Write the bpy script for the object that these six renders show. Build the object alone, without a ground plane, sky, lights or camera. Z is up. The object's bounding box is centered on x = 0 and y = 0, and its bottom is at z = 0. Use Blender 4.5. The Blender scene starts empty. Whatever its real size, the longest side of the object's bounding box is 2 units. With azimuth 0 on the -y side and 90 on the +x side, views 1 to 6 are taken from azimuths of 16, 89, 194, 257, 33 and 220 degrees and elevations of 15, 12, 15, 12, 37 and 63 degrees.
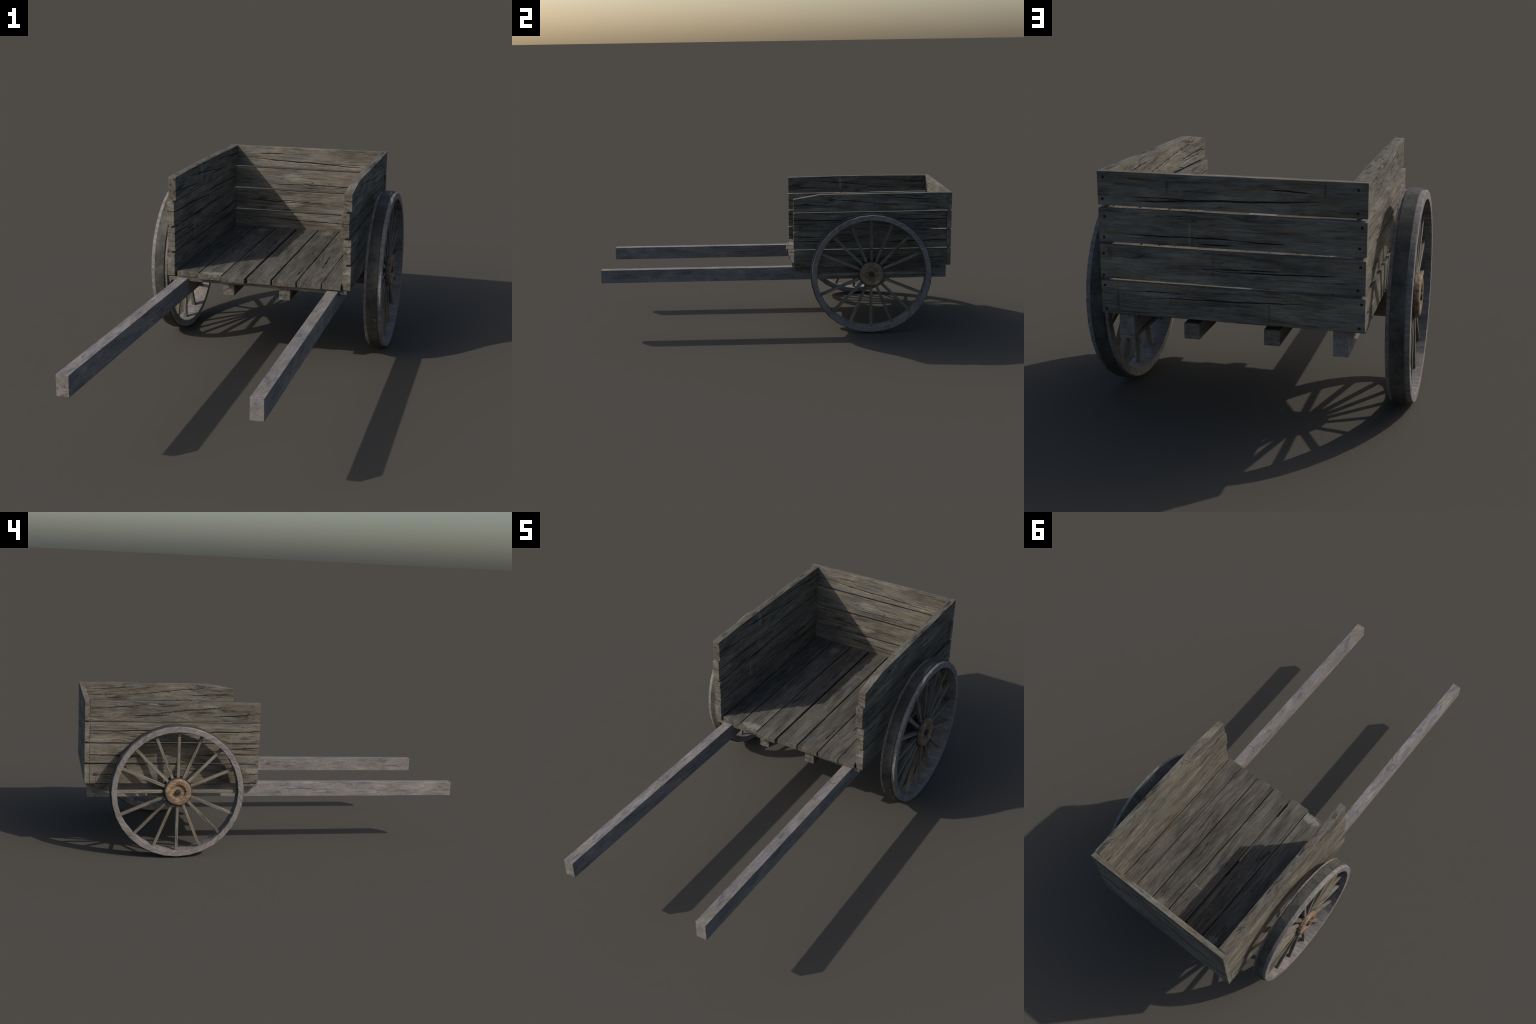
# Old wooden hand cart: two shafts, plank box on beams, two spoked wheels.
import bpy, math, random
import numpy as np
from mathutils import Matrix, Vector

# ------------------------------------------------------------------ helpers
COL = bpy.context.scene.collection


def link(obj, parent=None):
    COL.objects.link(obj)
    if parent is not None:
        obj.parent = parent
    return obj


def hash_noise(ix, iy, seed):
    v = np.sin(ix * 127.1 + iy * 311.7 + seed * 74.7) * 43758.5453
    return v - np.floor(v)


def value_noise(x, y, seed):
    """smooth value noise in [-1, 1] on a 2D lattice"""
    ix, iy = np.floor(x), np.floor(y)
    fx, fy = x - ix, y - iy
    fx, fy = fx * fx * (3 - 2 * fx), fy * fy * (3 - 2 * fy)
    a = hash_noise(ix, iy, seed) * (1 - fx) + hash_noise(ix + 1, iy, seed) * fx
    b = hash_noise(ix, iy + 1, seed) * (1 - fx) + hash_noise(ix + 1, iy + 1, seed) * fx
    return (a * (1 - fy) + b * fy) * 2 - 1


def finish(mesh, angle=35):
    mesh.polygons.foreach_set("use_smooth", [True] * len(mesh.polygons))
    mesh.set_sharp_from_angle(angle=math.radians(angle))
    mesh.update()
    return mesh


# --------------------------------------------------------------- node tools
class Nodes:
    """small wrapper so that materials read as formulas"""

    def __init__(self, tree):
        self.t = tree

    def new(self, kind, **props):
        n = self.t.nodes.new(kind)
        for k, v in props.items():
            setattr(n, k, v)
        return n

    def plug(self, socket, value):
        if hasattr(value, "is_output") or isinstance(value, bpy.types.NodeSocket):
            self.t.links.new(value, socket)
        else:
            socket.default_value = value

    def math(self, op, a, b=None, c=None, clamp=False):
        n = self.new("ShaderNodeMath", operation=op, use_clamp=clamp)
        for s, v in zip(n.inputs, (a, b, c)):
            if v is not None:
                self.plug(s, v)
        return n.outputs[0]

    def ramp01(self, v, lo, hi, out0=0.0, out1=1.0):
        n = self.new("ShaderNodeMapRange", interpolation_type='SMOOTHSTEP')
        for i, x in enumerate((v, lo, hi, out0, out1)):
            self.plug(n.inputs[i], x)
        return n.outputs[0]

    def xyz(self, x, y, z):
        n = self.new("ShaderNodeCombineXYZ")
        for s, v in zip(n.inputs, (x, y, z)):
            self.plug(s, v)
        return n.outputs[0]

    def split(self, v):
        n = self.new("ShaderNodeSeparateXYZ")
        self.plug(n.inputs[0], v)
        return n.outputs

    def scaled(self, v, s):
        n = self.new("ShaderNodeVectorMath", operation='MULTIPLY')
        self.plug(n.inputs[0], v)
        self.plug(n.inputs[1], s)
        return n.outputs[0]

    def added(self, v, s):
        n = self.new("ShaderNodeVectorMath", operation='ADD')
        self.plug(n.inputs[0], v)
        self.plug(n.inputs[1], s)
        return n.outputs[0]

    def noise(self, v, scale=1.0, detail=3.0, rough=0.55, dist=0.0):
        n = self.new("ShaderNodeTexNoise")
        self.plug(n.inputs["Vector"], v)
        n.inputs["Scale"].default_value = scale
        n.inputs["Detail"].default_value = detail
        n.inputs["Roughness"].default_value = rough
        n.inputs["Distortion"].default_value = dist
        return n.outputs[0]

    def mix(self, fac, a, b, blend='MIX'):
        n = self.new("ShaderNodeMix", data_type='RGBA', blend_type=blend)
        self.plug(n.inputs[0], fac)
        self.plug(n.inputs[6], a)
        self.plug(n.inputs[7], b)
        return n.outputs[2]

    def bump(self, height, strength, distance):
        n = self.new("ShaderNodeBump")
        n.inputs["Strength"].default_value = strength
        n.inputs["Distance"].default_value = distance
        self.plug(n.inputs["Height"], height)
        return n.outputs[0]


def start_material(name):
    m = bpy.data.materials.new(name)
    m.use_nodes = True
    nt = m.node_tree
    nt.nodes.clear()
    n = Nodes(nt)
    out = n.new("ShaderNodeOutputMaterial")
    bsdf = n.new("ShaderNodeBsdfPrincipled")
    bsdf.inputs["Specular IOR Level"].default_value = 0.25
    nt.links.new(bsdf.outputs[0], out.inputs[0])
    return m, n, bsdf


def rgb(r, g, b):
    return (r, g, b, 1.0)


# ---------------------------------------------------------- crack definition
# A crack runs along the grain: (x_mid, half_length, z, slope, wave, width, phase)
# in the plank's own frame (x = length, z = width).  The same formula cuts the
# groove in the mesh and darkens it in the material.
def crack_group():
    g = bpy.data.node_groups.new("crack_line", "ShaderNodeTree")
    for nm in ("X", "Z", "Mid", "Half", "Z0", "Slope", "Wave", "Width", "Phase"):
        g.interface.new_socket(nm, in_out='INPUT', socket_type='NodeSocketFloat')
    g.interface.new_socket("Mask", in_out='OUTPUT', socket_type='NodeSocketFloat')
    n = Nodes(g)
    gi = n.new("NodeGroupInput").outputs
    go = n.new("NodeGroupOutput")
    dx = n.math('SUBTRACT', gi["X"], gi["Mid"])
    s1 = n.math('SINE', n.math('ADD', n.math('MULTIPLY', dx, 19.0), gi["Phase"]))
    s2 = n.math('SINE', n.math('ADD', n.math('MULTIPLY', dx, 53.0), n.math('MULTIPLY', gi["Phase"], 2.3)))
    wob = n.math('MULTIPLY', n.math('ADD', s1, n.math('MULTIPLY', s2, 0.4)), gi["Wave"])
    line = n.math('ADD', n.math('ADD', gi["Z0"], n.math('MULTIPLY', dx, gi["Slope"])), wob)
    q = n.math('DIVIDE', dx, gi["Half"])
    taper = n.math('MAXIMUM', n.math('SUBTRACT', 1.0, n.math('MULTIPLY', q, q)), 0.0)
    w = n.math('MULTIPLY', gi["Width"], taper)
    d = n.math('ABSOLUTE', n.math('SUBTRACT', gi["Z"], line))
    rel = n.math('DIVIDE', d, n.math('MAXIMUM', w, 0.00002))
    n.plug(go.inputs[0], n.math('SUBTRACT', 1.0, n.ramp01(rel, 0.35, 1.25)))
    return g


CRACK = crack_group()


def crack_depth(x, z, cracks, depth):
    out = np.zeros_like(x)
    for mid, half, z0, slope, wave, width, phase in cracks:
        dx = x - mid
        line = z0 + dx * slope + wave * (np.sin(dx * 19 + phase) + 0.4 * np.sin(dx * 53 + 2.3 * phase))
        w = width * np.maximum(1 - (dx / half) ** 2, 0)
        rel = np.abs(z - line) / np.maximum(w, 1e-5)
        t = np.clip((rel - 0.35) / 1.15, 0, 1)
        out = np.maximum(out, (1 - t * t * (3 - 2 * t)) * depth * np.minimum(w / width * 1.5, 1))
    return out


# ------------------------------------------------------------ wood materials
def wood_material(name, cracks=(), marks=(), tone=1.0, seed=0.0, grey=rgb(0.144, 0.139, 0.118), brown=rgb(0.148, 0.122, 0.089),
                  pink=rgb(0.174, 0.154, 0.126), contrast=1.0, swirl=1.0, knots=1.0, streak=1.0, hair=1.0, bump=0.55,
                  stretch=1.0):
    """Weathered timber.  marks: (x, z, half_x, half_z, strength, face) in the board's frame,
    pale scuffs where strength > 0 and dark stains where it is < 0;
    face tells which broad side (sign of y) carries the mark."""
    m, n, bsdf = start_material(name)
    co = n.new("ShaderNodeTexCoord").outputs["Object"]
    rnd = n.new("ShaderNodeObjectInfo").outputs["Random"]
    off = n.xyz(n.math('MULTIPLY_ADD', rnd, 37.0, seed), n.math('MULTIPLY', rnd, 11.0), n.math('MULTIPLY_ADD', rnd, 23.0, seed * 1.7))
    x, y, z = n.split(co)
    p = n.added(co, off)
    # knots: cells stretched along the grain; they darken and push the grain aside
    vor = n.new("ShaderNodeTexVoronoi", feature='F1')
    n.plug(vor.inputs["Vector"], n.scaled(p, (2.6, 5.0, 8.0)))
    vor.inputs["Scale"].default_value = 1.0
    kd = vor.outputs["Distance"]
    ring = n.ramp01(kd, 0.32, 0.02)
    knot = n.math('MULTIPLY', n.ramp01(kd, 0.10, 0.03), knots)
    # bent grain
    w1 = n.noise(n.scaled(p, (2.0, 4.0, 5.0)), detail=2.0)
    w2 = n.noise(n.scaled(p, (7.0, 14.0, 18.0)), detail=1.0)
    bend = n.math('ADD', n.math('MULTIPLY', n.math('SUBTRACT', w1, 0.5), 0.075 * swirl),
                  n.math('MULTIPLY', n.math('SUBTRACT', w2, 0.5), 0.008 * swirl))
    bend = n.math('ADD', bend, n.math('MULTIPLY', ring, 0.014 * knots))
    px, py, pz = n.split(p)
    g = n.xyz(n.math('MULTIPLY', px, stretch), n.math('ADD', py, bend), n.math('ADD', pz, bend))
    fine = n.noise(n.scaled(g, (24.0, 170.0, 320.0)), detail=4.0, rough=0.7)
    mid = n.noise(n.scaled(g, (7.0, 60.0, 100.0)), detail=4.0, rough=0.62)
    broad = n.noise(n.scaled(g, (2.6, 22.0, 30.0)), detail=3.0, rough=0.55)
    patchy = n.noise(n.scaled(p, (9.0, 16.0, 22.0)), detail=5.0, rough=0.62)
    stain = n.noise(n.scaled(g, (3.4, 9.0, 13.0)), detail=4.0, rough=0.6)
    hue1 = n.noise(n.scaled(g, (6.0, 30.0, 42.0)), detail=3.0, rough=0.6)
    hue2 = n.noise(n.scaled(p, (12.0, 24.0, 34.0)), detail=3.0, rough=0.6)
    grain = n.math('ADD', n.math('ADD', n.math('MULTIPLY', fine, 0.36), n.math('MULTIPLY', mid, 0.34)),
                   n.math('ADD', n.math('MULTIPLY', broad, 0.18), n.math('MULTIPLY', patchy, 0.12)))
    # hue wanders between silver grey, brown and a faded pinkish tan
    col = n.mix(n.ramp01(hue1, 0.40, 0.60), grey, brown)
    col = n.mix(n.math('MULTIPLY', n.ramp01(hue2, 0.46, 0.64), 0.8), col, pink)
    val = n.ramp01(grain, 0.34, 0.66, 1.0 - 0.48 * contrast, 1.0 + 0.46 * contrast)
    val = n.math('MULTIPLY', val, n.ramp01(stain, 0.36, 0.64, 1.0 - 0.20 * contrast, 1.0 + 0.16 * contrast))
    vary = n.math('MULTIPLY', n.math('MULTIPLY_ADD', rnd, 0.20, 0.90), tone)
    val = n.math('MULTIPLY', val, vary)
    col = n.mix(1.0, col, n.xyz(val, val, val), 'MULTIPLY')
    # dark streaks that follow the grain
    st = n.math('MULTIPLY', n.ramp01(mid, 0.45, 0.35), n.ramp01(stain, 0.58, 0.42))
    col = n.mix(n.math('MULTIPLY', st, 0.55 * streak), col, rgb(0.03, 0.026, 0.021))
    # hairline checks: thin contour of stretched noise, here and there
    hn = n.noise(n.scaled(g, (2.6, 16.0, 36.0)), detail=2.5, rough=0.45)
    hline = n.ramp01(n.math('ABSOLUTE', n.math('SUBTRACT', hn, 0.5)), 0.012, 0.003)
    hline = n.math('MULTIPLY', hline, n.ramp01(n.noise(n.scaled(p, (4.1, 7.0, 17.0)), detail=3.0), 0.53, 0.62))
    hline = n.math('MULTIPLY', hline, hair)
    # pale bleached fibres
    pale = n.math('MULTIPLY', n.ramp01(fine, 0.54, 0.70), n.ramp01(n.noise(n.scaled(p, (8.0, 18.0, 24.0)), detail=5.0, rough=0.7), 0.52, 0.66))
    col = n.mix(n.math('MULTIPLY', pale, 0.6), col, rgb(0.30 * tone, 0.28 * tone, 0.235 * tone))
    col = n.mix(n.math('MULTIPLY', knot, 0.65), col, rgb(0.04, 0.031, 0.023))
    # single marks
    rough_edge = n.noise(p, scale=95.0, detail=4.0, rough=0.7)
    for mx, mz, hx, hz, strength, face in marks:
        dx = n.math('DIVIDE', n.math('SUBTRACT', x, mx), hx)
        dz = n.math('DIVIDE', n.math('SUBTRACT', z, mz), hz)
        d2 = n.math('ADD', n.math('MULTIPLY', dx, dx), n.math('MULTIPLY', dz, dz))
        f = n.ramp01(n.math('ADD', d2, n.math('MULTIPLY_ADD', rough_edge, 3.6, -1.8)), 1.05, 0.25, 0.0, abs(strength))
        f = n.math('MULTIPLY', f, n.math('GREATER_THAN', n.math('MULTIPLY', y, float(face)), 0.0))
        col = n.mix(f, col, rgb(0.33, 0.31, 0.26) if strength > 0 else rgb(0.028, 0.025, 0.021))
    crack = n.math('MULTIPLY', hline, 0.85)
    jit = n.math('MULTIPLY', n.math('SUBTRACT', n.noise(n.scaled(p, (45.0, 45.0, 45.0)), detail=3.0), 0.5), 0.004)
    for c in cracks:
        gn = n.new("ShaderNodeGroup", node_tree=CRACK)
        n.plug(gn.inputs["X"], x)
        n.plug(gn.inputs["Z"], n.math('ADD', z, jit))
        for nm, v in zip(("Mid", "Half", "Z0", "Slope", "Wave", "Width", "Phase"), c):
            gn.inputs[nm].default_value = v
        crack = n.math('MAXIMUM', crack, n.math('MULTIPLY', gn.outputs[0], 0.93))
    col = n.mix(crack, col, rgb(0.012, 0.011, 0.010))
    n.plug(bsdf.inputs["Base Color"], col)
    n.plug(bsdf.inputs["Roughness"], n.ramp01(grain, 0.3, 0.7, 0.92, 0.76))
    h = n.math('SUBTRACT', n.math('ADD', grain, n.math('MULTIPLY', patchy, 0.35)),
               n.math('ADD', n.math('MULTIPLY', crack, 0.9), n.math('MULTIPLY', st, 0.3)))
    n.plug(bsdf.inputs["Normal"], n.bump(h, bump, 0.004))
    return m


VIOLET = dict(grey=rgb(0.180, 0.172, 0.176), brown=rgb(0.196, 0.174, 0.148), pink=rgb(0.226, 0.201, 0.188), contrast=0.62, streak=0.3,
              hair=0.5, stretch=2.2, bump=0.45, knots=0.6)


def felloe_material():
    """grey-violet wheel rim: grain runs slantwise across the felloes"""
    m, n, bsdf = start_material("rim_wood")
    co = n.new("ShaderNodeTexCoord").outputs["Object"]
    x, y, z = n.split(co)
    ang = n.math('ARCTAN2', z, y)
    rad = n.math('SQRT', n.math('ADD', n.math('MULTIPLY', y, y), n.math('MULTIPLY', z, z)))
    # arc coordinate closes on itself through sin/cos at a large radius
    cx, cy = n.math('COSINE', ang), n.math('SINE', ang)
    slant = n.math('MULTIPLY', n.math('SUBTRACT', rad, 0.32), 4.0)
    a2 = n.math('ADD', ang, slant)
    s = n.xyz(n.math('MULTIPLY', n.math('COSINE', a2), 17.0), n.math('MULTIPLY', n.math('SINE', a2), 17.0),
              n.math('MULTIPLY', x, 12.0))
    streak = n.noise(s, scale=1.6, detail=4.0, rough=0.65)
    blotch = n.noise(co, scale=13.0, detail=4.0, rough=0.6, dist=0.5)
    speck = n.noise(co, scale=75.0, detail=3.0, rough=0.6)
    f = n.math('ADD', n.math('MULTIPLY', streak, 0.40), n.math('ADD', n.math('MULTIPLY', blotch, 0.38), n.math('MULTIPLY', speck, 0.22)))
    col = n.mix(n.ramp01(f, 0.36, 0.64), rgb(0.122, 0.111, 0.108), rgb(0.262, 0.237, 0.224))
    col = n.mix(n.math('MULTIPLY', n.ramp01(blotch, 0.52, 0.7), 0.5), col, rgb(0.21, 0.175, 0.145))
    line = n.ramp01(n.math('ABSOLUTE', n.math('SUBTRACT', streak, 0.5)), 0.02, 0.004)
    col = n.mix(n.math('MULTIPLY', line, n.math('MULTIPLY', n.ramp01(blotch, 0.45, 0.6), 0.6)), col, rgb(0.06, 0.052, 0.05))
    n.plug(bsdf.inputs["Base Color"], col)
    bsdf.inputs["Roughness"].default_value = 0.8
    n.plug(bsdf.inputs["Normal"], n.bump(f, 0.6, 0.004))
    return m


def iron_material(name, base, light, rough=0.62):
    m, n, bsdf = start_material(name)
    co = n.new("ShaderNodeTexCoord").outputs["Object"]
    a = n.noise(co, scale=9.0, detail=5.0, rough=0.6)
    b = n.noise(co, scale=60.0, detail=4.0, rough=0.65)
    f = n.math('ADD', n.math('MULTIPLY', a, 0.65), n.math('MULTIPLY', b, 0.35))
    col = n.mix(n.ramp01(f, 0.38, 0.66), base, light)
    n.plug(bsdf.inputs["Base Color"], col)
    bsdf.inputs["Metallic"].default_value = 0.0
    n.plug(bsdf.inputs["Roughness"], n.ramp01(f, 0.35, 0.65, rough + 0.15, rough))
    n.plug(bsdf.inputs["Normal"], n.bump(f, 0.35, 0.003))
    return m


def hub_cap_material():
    m, n, bsdf = start_material("hub_cap_wood")
    co = n.new("ShaderNodeTexCoord").outputs["Object"]
    rnd = n.new("ShaderNodeObjectInfo").outputs["Random"]
    p = n.added(co, n.xyz(n.math('MULTIPLY', rnd, 9.0), 0.0, n.math('MULTIPLY', rnd, 5.0)))
    g = n.noise(n.scaled(p, (60.0, 26.0, 120.0)), detail=4.0, rough=0.65, dist=0.4)
    b = n.noise(p, scale=24.0, detail=4.0, rough=0.6)
    y = n.noise(p, scale=15.0, detail=2.0)
    col = n.mix(n.ramp01(g, 0.34, 0.66), rgb(0.13, 0.086, 0.055), rgb(0.30, 0.205, 0.128))
    col = n.mix(n.math('MULTIPLY', n.ramp01(b, 0.50, 0.62), 0.65), col, rgb(0.11, 0.080, 0.065))
    col = n.mix(n.math('MULTIPLY', n.ramp01(y, 0.60, 0.72), 0.7), col, rgb(0.42, 0.31, 0.14))
    n.plug(bsdf.inputs["Base Color"], col)
    bsdf.inputs["Roughness"].default_value = 0.7
    n.plug(bsdf.inputs["Normal"], n.bump(n.math('ADD', g, b), 0.5, 0.003))
    return m


# ------------------------------------------------------------------ plank mesh
def plank_mesh(name, length, thick, width, cracks=(), seed=1, chamfer=0.0010, relief=0.0005,
               dx=0.006, dz=0.0026, top=None, ragged=0.0005):
    """board lofted along x; faces +-y are broad and carry worn relief and cracks.
    top(x01) -> fraction of the width kept at that station (for cut corners)."""
    nx = max(4, int(length / dx))
    nz = max(4, int(width / dz))
    ny = max(2, int(thick / 0.006))
    hy, hz, c = thick / 2, width / 2, chamfer
    ring = []
    for i in range(nz + 1):
        ring.append((hy, -hz + c + (width - 2 * c) * i / nz))
    for i in range(ny + 1):
        ring.append((hy - c - (thick - 2 * c) * i / ny, hz))
    for i in range(nz + 1):
        ring.append((-hy, hz - c - (width - 2 * c) * i / nz))
    for i in range(ny + 1):
        ring.append((-hy + c + (thick - 2 * c) * i / ny, -hz))
    ring = np.array(ring)
    xs = np.linspace(-length / 2 + c, length / 2 - c, nx + 1)
    m = len(ring)
    X = np.repeat(xs, m)
    Y = np.tile(ring[:, 0], nx + 1)
    Z = np.tile(ring[:, 1], nx + 1)
    face = np.abs(Y) > hy - 1e-6
    edge = np.abs(Z) > hz - 1e-6
    side = np.sign(Y)
    wear = relief * (0.6 * value_noise(X * 14, Z * 120 + side * 50, seed) + 0.4 * value_noise(X * 45, Z * 330 + side * 9, seed + 3)
                     + 0.7 * value_noise(X * 5, Z * 25 + side * 31, seed + 5)) - relief * 0.8
    cut = crack_depth(X, Z, cracks, min(0.0045, thick * 0.2)) if cracks else 0.0
    Y = np.where(face, Y + side * (wear - cut), Y)
    rag = ragged * (value_noise(X * 9 + 7, np.sign(Z) * 13 + 0 * X, seed + 11) * 0.7 + 0.3 * value_noise(X * 40, np.sign(Z) * 5 + Y * 60, seed + 12))
    Z = Z + np.where(np.abs(Z) > hz - 2.5 * c, np.sign(Z) * rag, 0)
    if top is not None:
        keep = np.array([top((v + length / 2) / length) for v in X])
        Z = -hz + (Z + hz) * keep
    verts = np.stack([X, Y, Z], 1)
    # end caps: the last ring shrinks by the chamfer, then closes on a centre grid line
    caps = []
    for sgn, k in ((-1, 0), (1, nx)):
        r = verts[k * m:(k + 1) * m].copy()
        r[:, 0] = sgn * length / 2
        cz = (r[:, 2].max() + r[:, 2].min()) / 2
        r[:, 1] *= (hy - c) / hy
        r[:, 2] = cz + (r[:, 2] - cz) * (hz - c) / hz
        caps.append(r)
    n0 = len(verts)
    verts = np.concatenate([verts] + caps)
    faces = []
    for i in range(nx):
        a = i * m
        for j in range(m):
            k = (j + 1) % m
            faces.append((a + j, a + k, a + m + k, a + m + j))
    for ci, (base, ringstart) in enumerate(((n0, 0), (n0 + m, nx * m))):
        for j in range(m):
            k = (j + 1) % m
            q = (ringstart + j, base + j, base + k, ringstart + k)
            faces.append(q if ci == 0 else q[::-1])
        # cap strip: pair the +y face points with the -y ones
        pos = [base + i for i in range(nz + 1)]
        neg = [base + (nz + 1) + (ny + 1) + (nz - i) for i in range(nz + 1)]
        for i in range(nz):
            q = (pos[i], neg[i], neg[i + 1], pos[i + 1])
            faces.append(q if ci == 0 else q[::-1])
        up = [pos[nz]] + [base + nz + 1 + i for i in range(ny + 1)] + [neg[nz]]
        dn = [neg[0]] + [base + 2 * (nz + 1) + (ny + 1) + i for i in range(ny + 1)] + [pos[0]]
        faces.append(tuple(up[::-1]) if ci == 1 else tuple(up))
        faces.append(tuple(dn[::-1]) if ci == 1 else tuple(dn))
    me = bpy.data.meshes.new(name)
    me.from_pydata(verts.tolist(), [], faces)
    import bmesh
    bm = bmesh.new()
    bm.from_mesh(me)
    bmesh.ops.recalc_face_normals(bm, faces=bm.faces)
    bm.to_mesh(me)
    bm.free()
    return finish(me, 40)


# orientation of a plank's (length, thickness, width) axes in the cart
ALONG_Y_UPRIGHT = Matrix(((0, -1, 0), (1, 0, 0), (0, 0, 1)))      # side boards, shafts
ALONG_X_UPRIGHT = Matrix(((1, 0, 0), (0, 1, 0), (0, 0, 1)))       # tail boards
ALONG_Y_FLAT = Matrix(((0, 0, 1), (1, 0, 0), (0, 1, 0)))          # floor
ALONG_X_FLAT = Matrix(((1, 0, 0), (0, 0, -1), (0, 1, 0)))         # cross slats


def random_cracks(rng, length, width, count):
    out = []
    for _ in range(count):
        half = rng.uniform(0.05, 0.16)
        out.append((rng.uniform(-length / 2 + half * 0.4, length / 2 - half * 0.4), half,
                    rng.uniform(-0.42, 0.42) * width, rng.uniform(-0.035, 0.035), rng.uniform(0.0004, 0.0014),
                    rng.uniform(0.0007, 0.0018), rng.uniform(0, 6.28)))
    return out


PLANK_COUNT = [0]


def plank(kind, axes, x, y, z, mat_args, cracks=(), parent=None, **mesh_args):
    """box from (x0,x1),(y0,y1),(z0,z1) in cart space, built as a weathered board"""
    PLANK_COUNT[0] += 1
    idx = PLANK_COUNT[0]
    size = Vector((x[1] - x[0], y[1] - y[0], z[1] - z[0]))
    local = [abs(sum(axes[r][c] * size[r] for r in range(3))) for c in range(3)]
    me = plank_mesh(kind, local[0], local[1], local[2], cracks, seed=idx * 3.7, **mesh_args)
    me.materials.append(wood_material("%s_wood" % kind, cracks, seed=idx * 1.37, **mat_args))
    ob = bpy.data.objects.new(kind, me)
    mid = Vector(((x[0] + x[1]) / 2, (y[0] + y[1]) / 2, (z[0] + z[1]) / 2))
    ob.matrix_world = Matrix.Translation(mid) @ axes.to_4x4()
    link(ob, parent)
    return ob


# ================================================================== the cart
rng = random.Random(7)
cart = bpy.data.objects.new("wooden_cart", None)
cart["label"] = "old weathered grey wooden hand cart with two spoked wheels"
cart["category"] = "wooden cart"
link(cart)

LEVELS = [(0.364, 0.461), (0.470, 0.568), (0.578, 0.6755), (0.6845, 0.7815)]
FRONT, BACK_IN, BACK = 0.1045, 0.9735, 1.0

# ---- side boards (listed bottom to top): inner/outer x of every board
LEFT = [(-0.3866, -0.3526), (-0.3820, -0.3486), (-0.3846, -0.3514), (-0.3755, -0.3421)]
RIGHT = [(0.3560, 0.3900), (0.3570, 0.3880), (0.3456, 0.3788), (0.3545, 0.3880)]
SIDE_CRACKS = [
    [(0.36, 0.10, -0.002, 0.02, 0.0008, 0.0016, 1.0), (-0.12, 0.14, 0.018, -0.02, 0.0010, 0.0012, 2.0)],
    [(0.30, 0.28, -0.012, 0.012, 0.0012, 0.0022, 0.4), (-0.26, 0.24, -0.008, -0.012, 0.0010, 0.0018, 2.2),
     (-0.36, 0.13, 0.026, -0.03, 0.0010, 0.0020, 4.0)],
    [(0.22, 0.30, 0.008, -0.012, 0.0012, 0.0024, 3.1), (-0.25, 0.27, 0.004, -0.03, 0.0014, 0.0026, 0.2)],
    [(-0.05, 0.26, 0.004, -0.10, 0.0016, 0.0016, 1.2), (-0.30, 0.16, -0.018, -0.07, 0.0012, 0.0018, 5.0),
     (0.27, 0.17, 0.022, -0.06, 0.0012, 0.0014, 3.0)],
]


def arched(t):
    """left-hand top board: the upper edge rises a few millimetres towards the middle"""
    return 1 + 0.0038 * math.sin(math.pi * min(1.0, t * 0.92 + 0.04)) / 0.097


def cut_corner(t):
    """top front corner of the right-hand top board slopes down"""
    y = t * (BACK_IN - FRONT)
    drop = 0.026 * max(0.0, 1 - y / 0.153)
    return 1 - drop / 0.097


# scuffs and stains, board frame: x from the middle of the board, z from its middle
SIDE_MARKS = {-1: [[(0.405, -0.002, 0.016, 0.010, -0.7, 1), (0.405, -0.03, 0.006, 0.02, -0.4, 1), (-0.40, 0.02, 0.05, 0.020, 0.35, 1)],
                   [(-0.186, 0.00, 0.008, 0.045, 0.45, -1), (0.25, 0.02, 0.05, 0.012, 0.35, 1)],
                   [(0.186, 0.034, 0.003, 0.018, 0.4, -1), (-0.1, -0.02, 0.05, 0.010, 0.3, 1)],
                   [(-0.105, 0.01, 0.010, 0.046, 0.4, -1), (0.12, 0.038, 0.03, 0.006, 0.35, 1), (-0.18, 0.03, 0.05, 0.006, 0.35, 1)]],
              1: [[(-0.432, 0.022, 0.004, 0.008, 0.6, 1), (-0.432, 0.022, 0.004, 0.008, 0.6, -1)], [(-0.30, 0.02, 0.05, 0.01, 0.3, -1)],
                  [(-0.2, 0.03, 0.04, 0.01, 0.3, -1)],
                  [(0.22, -0.03, 0.10, 0.012, 0.35, -1), (-0.30, -0.03, 0.06, 0.012, 0.35, -1), (0.31, -0.02, 0.008, 0.015, -0.5, 1)]]}
sides = {-1: [], 1: []}
for sgn, xs in ((-1, LEFT), (1, RIGHT)):
    for lvl, (x, z) in enumerate(zip(xs, LEVELS)):
        cr = list(SIDE_CRACKS[lvl]) if sgn < 0 else [(c[0], c[1], c[2] * 0.8, c[3], c[4], c[5], c[6] + 1.3) for c in SIDE_CRACKS[lvl]]
        cr += random_cracks(rng, 0.87, 0.097, 2)
        ob = plank("side_board", ALONG_Y_UPRIGHT, x, (FRONT, BACK_IN), z,
                   dict(swirl=1.9 if lvl == 3 else 0.9, tone=0.86, streak=1.4 if lvl == 3 else 0.9, marks=SIDE_MARKS[sgn][lvl]), cr, cart,
                   top=(cut_corner if sgn > 0 else arched) if lvl == 3 else None)
        sides[sgn].append(ob)

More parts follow.
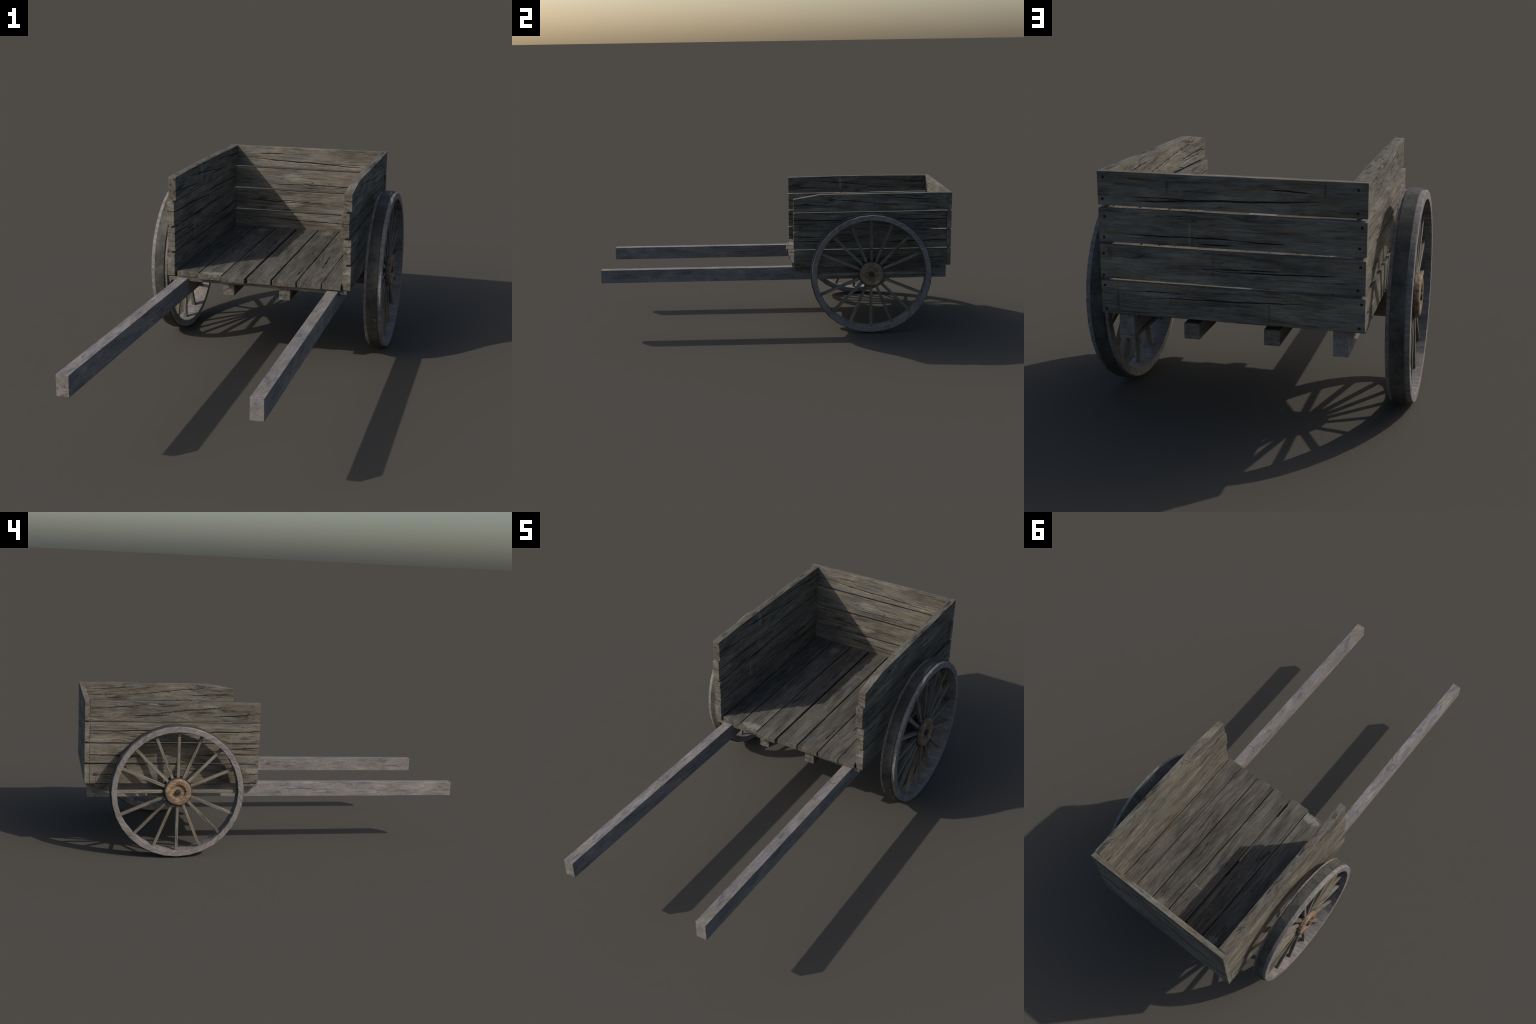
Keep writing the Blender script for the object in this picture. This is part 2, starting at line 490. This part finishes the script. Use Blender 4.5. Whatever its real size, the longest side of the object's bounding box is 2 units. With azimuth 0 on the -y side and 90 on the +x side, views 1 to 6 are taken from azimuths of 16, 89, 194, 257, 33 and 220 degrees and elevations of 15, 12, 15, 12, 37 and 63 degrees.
# ---- tail boards
TAIL_X = [(-0.3866, 0.3852), (-0.3856, 0.3852), (-0.3868, 0.3856), (-0.3872, 0.3852)]
TAIL_MARKS = [[(0.335, 0.0, 0.004, 0.040, -0.5, 1), (-0.115, -0.005, 0.004, 0.03, -0.35, 1), (0.22, 0.015, 0.10, 0.010, 0.2, 1),
               (-0.13, -0.02, 0.07, 0.006, 0.3, -1)],
              [(0.355, 0.03, 0.010, 0.02, -0.4, 1), (0.046, 0.005, 0.005, 0.04, -0.35, 1), (-0.065, -0.01, 0.05, 0.015, 0.4, -1)],
              [(0.114, -0.01, 0.004, 0.045, 0.3, 1), (0.107, -0.03, 0.004, 0.02, -0.5, 1), (-0.06, 0.01, 0.06, 0.02, 0.45, -1)],
              [(0.178, 0.01, 0.005, 0.025, -0.5, 1), (-0.27, 0.025, 0.005, 0.03, -0.4, 1), (-0.15, -0.03, 0.06, 0.012, 0.3, -1)]]
tail = []
for lvl, (x, z) in enumerate(zip(TAIL_X, LEVELS)):
    cr = [(rng.uniform(-0.2, 0.2), rng.uniform(0.2, 0.3), rng.uniform(-0.025, 0.03), rng.uniform(-0.03, 0.0), 0.001, 0.0016, rng.uniform(0, 6))]
    if lvl == 3:
        cr = [(0.02, 0.30, -0.022, -0.042, 0.0012, 0.0026, 0.8)]
    cr += random_cracks(rng, 0.77, 0.097, 2)
    tail.append(plank("tail_board", ALONG_X_UPRIGHT, x, (0.9745, BACK), z,
                      dict(swirl=0.8, tone=1.06, streak=0.7, hair=0.8, marks=TAIL_MARKS[lvl]), cr, cart))

# ---- floor planks: x range and front end of each (they end raggedly)
FLOOR = [(-0.3444, -0.2500, 0.1070, -0.0005), (-0.2452, -0.1474, 0.0900, 0.0), (-0.1428, -0.0445, 0.0785, -0.001),
         (-0.0328, 0.0651, 0.0870, 0.001), (0.0710, 0.1686, 0.0885, 0.0), (0.1737, 0.2717, 0.0925, 0.0005), (0.2751, 0.3523, 0.0950, 0.001)]
FLOOR_MARKS = {1: [(-0.418, 0.01, 0.026, 0.055, 0.5, 1), (0.36, 0.0, 0.035, 0.03, 0.4, 1)], 3: [(0.2, 0.02, 0.004, 0.03, 0.3, 1)],
               0: [(0.15, -0.01, 0.004, 0.03, -0.5, 1)], 4: [(0.38, 0.0, 0.05, 0.03, 0.25, 1)]}
for i, (x0, x1, yf, dz) in enumerate(FLOOR):
    cr = [c[:5] + (c[5] * 0.7, c[6]) for c in random_cracks(rng, 0.88, x1 - x0, 1)]
    plank("floor_plank", ALONG_Y_FLAT, (x0, x1), (yf, 0.9730), (0.3625 + dz, 0.3862 + dz),
          dict(swirl=0.9, tone=0.64, brown=rgb(0.142, 0.123, 0.098), pink=rgb(0.168, 0.151, 0.129), streak=0.7, hair=0.9, marks=FLOOR_MARKS.get(i, ())), cr, cart)

# ---- slats, beams, shafts, axle
for y0, y1 in ((0.1075, 0.1900), (0.8700, 0.9490)):
    plank("cross_slat", ALONG_X_FLAT, (-0.3815, 0.3755), (y0, y1), (0.3452, 0.3610), dict(tone=0.85), random_cracks(rng, 0.75, 0.08, 2), cart)
for x in (-0.119, 0.119):
    plank("support_beam", ALONG_Y_UPRIGHT, (x - 0.0237, x + 0.0237), (0.110, 0.980), (0.2980, 0.3450), dict(tone=0.9),
          random_cracks(rng, 0.87, 0.047, 3), cart)
for sgn in (-1, 1):
    x0, x1 = (0.2952, 0.3408) if sgn > 0 else (-0.3402, -0.2952)
    plank("shaft", ALONG_Y_UPRIGHT, (x0, x1), (-1.0, 0.9825), (0.2833, 0.3575), dict(VIOLET, swirl=1.2),
          random_cracks(rng, 1.9, 0.07, 2), cart, ragged=0.0002, chamfer=0.0008)
plank("axle", ALONG_X_UPRIGHT, (-0.4300, 0.4300), (0.4930, 0.5800), (0.2800, 0.3480),
      dict(tone=0.85, brown=rgb(0.15, 0.095, 0.06), grey=rgb(0.13, 0.10, 0.075)), (), cart)


# ---- lathe for round parts, axis along local x
def lathe(name, profile, segments=32, sub=3, facet=True, closed=True, wobble=0.0, seed=1.0):
    """profile: list of (x, r).  A faceted outline (straight felloe edges) if asked."""
    count = segments * sub
    pts = []
    for i in range(count):
        a = 2 * math.pi * i / count
        k = 1.0
        if facet:
            step = 2 * math.pi / segments
            k = math.cos(step / 2) / math.cos((a % step) - step / 2)
        for j, (x, r) in enumerate(profile):
            rr = r * k
            if wobble:
                rr += wobble * float(value_noise(np.array([math.cos(a) * 4 + 9]), np.array([math.sin(a) * 4 + j * 0.7]), seed)[0])
            pts.append((x, rr * math.cos(a), rr * math.sin(a)))
    m = len(profile)
    faces = []
    for i in range(count):
        k = (i + 1) % count
        for j in range(m if closed else m - 1):
            l = (j + 1) % m
            faces.append((i * m + j, i * m + l, k * m + l, k * m + j))
    if not closed:
        faces.append(tuple(i * m for i in range(count)))
        faces.append(tuple(i * m + m - 1 for i in reversed(range(count))))
    me = bpy.data.meshes.new(name)
    me.from_pydata(pts, [], faces)
    import bmesh
    bm = bmesh.new()
    bm.from_mesh(me)
    bmesh.ops.remove_doubles(bm, verts=bm.verts, dist=1e-6)
    bmesh.ops.recalc_face_normals(bm, faces=bm.faces)
    bm.to_mesh(me)
    bm.free()
    return finish(me, 32)


RIM_OUT, RIM_IN, HALF = 0.3360, 0.3082, 0.0360
rim_mesh = lathe("rim", [(-HALF, RIM_IN + 0.001), (-HALF, 0.322), (-HALF, 0.3335), (-HALF + 0.0015, 0.3355), (-HALF + 0.004, RIM_OUT), (0.0, RIM_OUT),
                         (HALF - 0.004, RIM_OUT), (HALF - 0.0015, 0.3355), (HALF, 0.3335), (HALF, 0.322), (HALF, RIM_IN + 0.001),
                         (HALF - 0.0015, RIM_IN), (0.0, RIM_IN + 0.001), (-HALF + 0.0015, RIM_IN)], wobble=0.0006, seed=4.0)
tyre_mesh = lathe("tyre", [(-0.0230, 0.3345), (-0.0230, 0.3409), (-0.0222, 0.3416), (0.0187, 0.3416), (0.0195, 0.3409), (0.0195, 0.3345)])
hub_mesh = lathe("hub", [(-0.0345, 0.030), (-0.0345, 0.058), (-0.0325, 0.060), (-0.012, 0.0665), (0.002, 0.0665), (0.004, 0.0665), (0.004, 0.030)], segments=32, sub=1, facet=False)
ring_mesh = lathe("hub_ring", [(-0.0360, 0.060), (-0.0360, 0.0722), (-0.0345, 0.0738), (0.0155, 0.0738), (0.0170, 0.0728), (0.0170, 0.060)], segments=40, sub=1, facet=False)
cap_mesh = lathe("hub_cap", [(0.010, 0.0680), (0.0265, 0.0680), (0.0310, 0.0665), (0.0338, 0.0630), (0.0345, 0.0580), (0.0345, 0.0430), (0.0338, 0.0405),
                             (0.0315, 0.0385), (0.0270, 0.0355), (0.0245, 0.0325), (0.0240, 0.0250), (0.0240, 0.0050)],
                 segments=40, sub=1, facet=False, closed=False, wobble=0.0004)
bolt_mesh = lathe("axle_bolt", [(0.015, 0.0138), (0.0350, 0.0138), (0.0367, 0.0128), (0.0375, 0.0105), (0.0375, 0.0020)], segments=20, sub=1, facet=False, closed=False)
spoke_mesh = plank_mesh("spoke", 0.246, 0.0168, 0.0150, (), seed=5, chamfer=0.0012, relief=0.0003, dx=0.012, dz=0.004, ragged=0.0004)

rim_mesh.materials.append(felloe_material())
tyre_mesh.materials.append(iron_material("tyre_iron", rgb(0.038, 0.037, 0.032), rgb(0.092, 0.089, 0.076)))
hub_mesh.materials.append(wood_material("hub_wood", tone=0.6))
ring_mesh.materials.append(iron_material("ring_iron", rgb(0.022, 0.022, 0.022), rgb(0.05, 0.05, 0.048), 0.5))
cap_mesh.materials.append(hub_cap_material())
bolt_mesh.materials.append(iron_material("bolt_iron", rgb(0.025, 0.025, 0.022), rgb(0.05, 0.05, 0.044), 0.5))
spoke_mesh.materials.append(wood_material("spoke_wood", tone=1.02, swirl=0.3, knots=0.5, hair=0.6))

WHEEL_X, WHEEL_Y, WHEEL_Z = 0.4613, 0.5360, 0.3416
for sgn in (1, -1):
    wheel = bpy.data.objects.new("wheel", None)
    wheel.matrix_world = Matrix.Translation((sgn * WHEEL_X, WHEEL_Y, WHEEL_Z)) @ Matrix.Rotation(0 if sgn > 0 else math.pi, 4, 'Z')
    link(wheel, cart)
    for nm, me in (("rim", rim_mesh), ("tyre", tyre_mesh), ("hub", hub_mesh), ("hub_ring", ring_mesh), ("hub_cap", cap_mesh), ("axle_bolt", bolt_mesh)):
        link(bpy.data.objects.new(nm, me), wheel)
    for i in range(16):
        a = 2 * math.pi * i / 16
        sp = bpy.data.objects.new("spoke", spoke_mesh)
        # spoke frame: length radial, thickness along the axle
        radial = Vector((0, math.cos(a), math.sin(a)))
        axle_dir = Vector((1, 0, 0))
        tang = radial.cross(axle_dir)
        basis = Matrix((radial, axle_dir, tang)).transposed().to_4x4()
        sp.matrix_local = Matrix.Translation(Vector((0.0057, 0, 0)) + radial * 0.1880) @ basis
        link(sp, wheel)
        sp.matrix_local = Matrix.Translation(Vector((0.0057, 0, 0)) + radial * 0.1880) @ basis

# ---- nails
nail_iron = iron_material("nail_iron", rgb(0.010, 0.010, 0.010), rgb(0.026, 0.024, 0.022), 0.6)


def nail_mesh(radius, height):
    prof = [(-0.006, radius * 0.5), (0.0, radius), (height * 0.5, radius * 0.95), (height * 0.85, radius * 0.7), (height, radius * 0.25)]
    me = lathe("nail", prof, segments=10, sub=1, facet=False, closed=False)
    me.materials.append(nail_iron)
    return me


NAIL = nail_mesh(0.0044, 0.0013)
NAIL_SMALL = nail_mesh(0.0036, 0.0012)


def drive(mesh, pos, direction, parent):
    ob = bpy.data.objects.new("nail", mesh)
    q = Vector((1, 0, 0)).rotation_difference(Vector(direction))
    link(ob, parent)
    ob.matrix_parent_inverse = parent.matrix_world.inverted()
    ob.matrix_world = Matrix.Translation(pos) @ q.to_matrix().to_4x4()
    return ob


bpy.context.view_layer.update()
TAIL_NAILS = [[(0.3743, 0.4479), (0.3715, 0.3767), (-0.3756, 0.4454), (-0.3709, 0.3764)],
              [(0.3742, 0.5424), (0.3765, 0.4777), (-0.3704, 0.5504), (-0.3647, 0.4848)],
              [(0.3669, 0.6512), (0.3708, 0.5911), (-0.3724, 0.6596), (-0.3671, 0.6019)],
              [(0.3676, 0.7651), (0.3710, 0.7025), (-0.3602, 0.7617), (-0.3596, 0.6981)]]
for board, spots in zip(tail, TAIL_NAILS):
    for x, z in spots:
        drive(NAIL, (x, BACK - 0.0006, z), (0, 1, 0), board)
for y, z in ((0.1321, 0.3797), (0.9060, 0.3775), (0.9487, 0.3832), (0.9490, 0.4548)):
    drive(NAIL_SMALL, (0.3894, y, z), (1, 0, 0), sides[1][0])
for y, z in ((0.1154, 0.3760), (0.9466, 0.4105)):
    drive(NAIL_SMALL, (-0.3860, y, z), (-1, 0, 0), sides[-1][0])
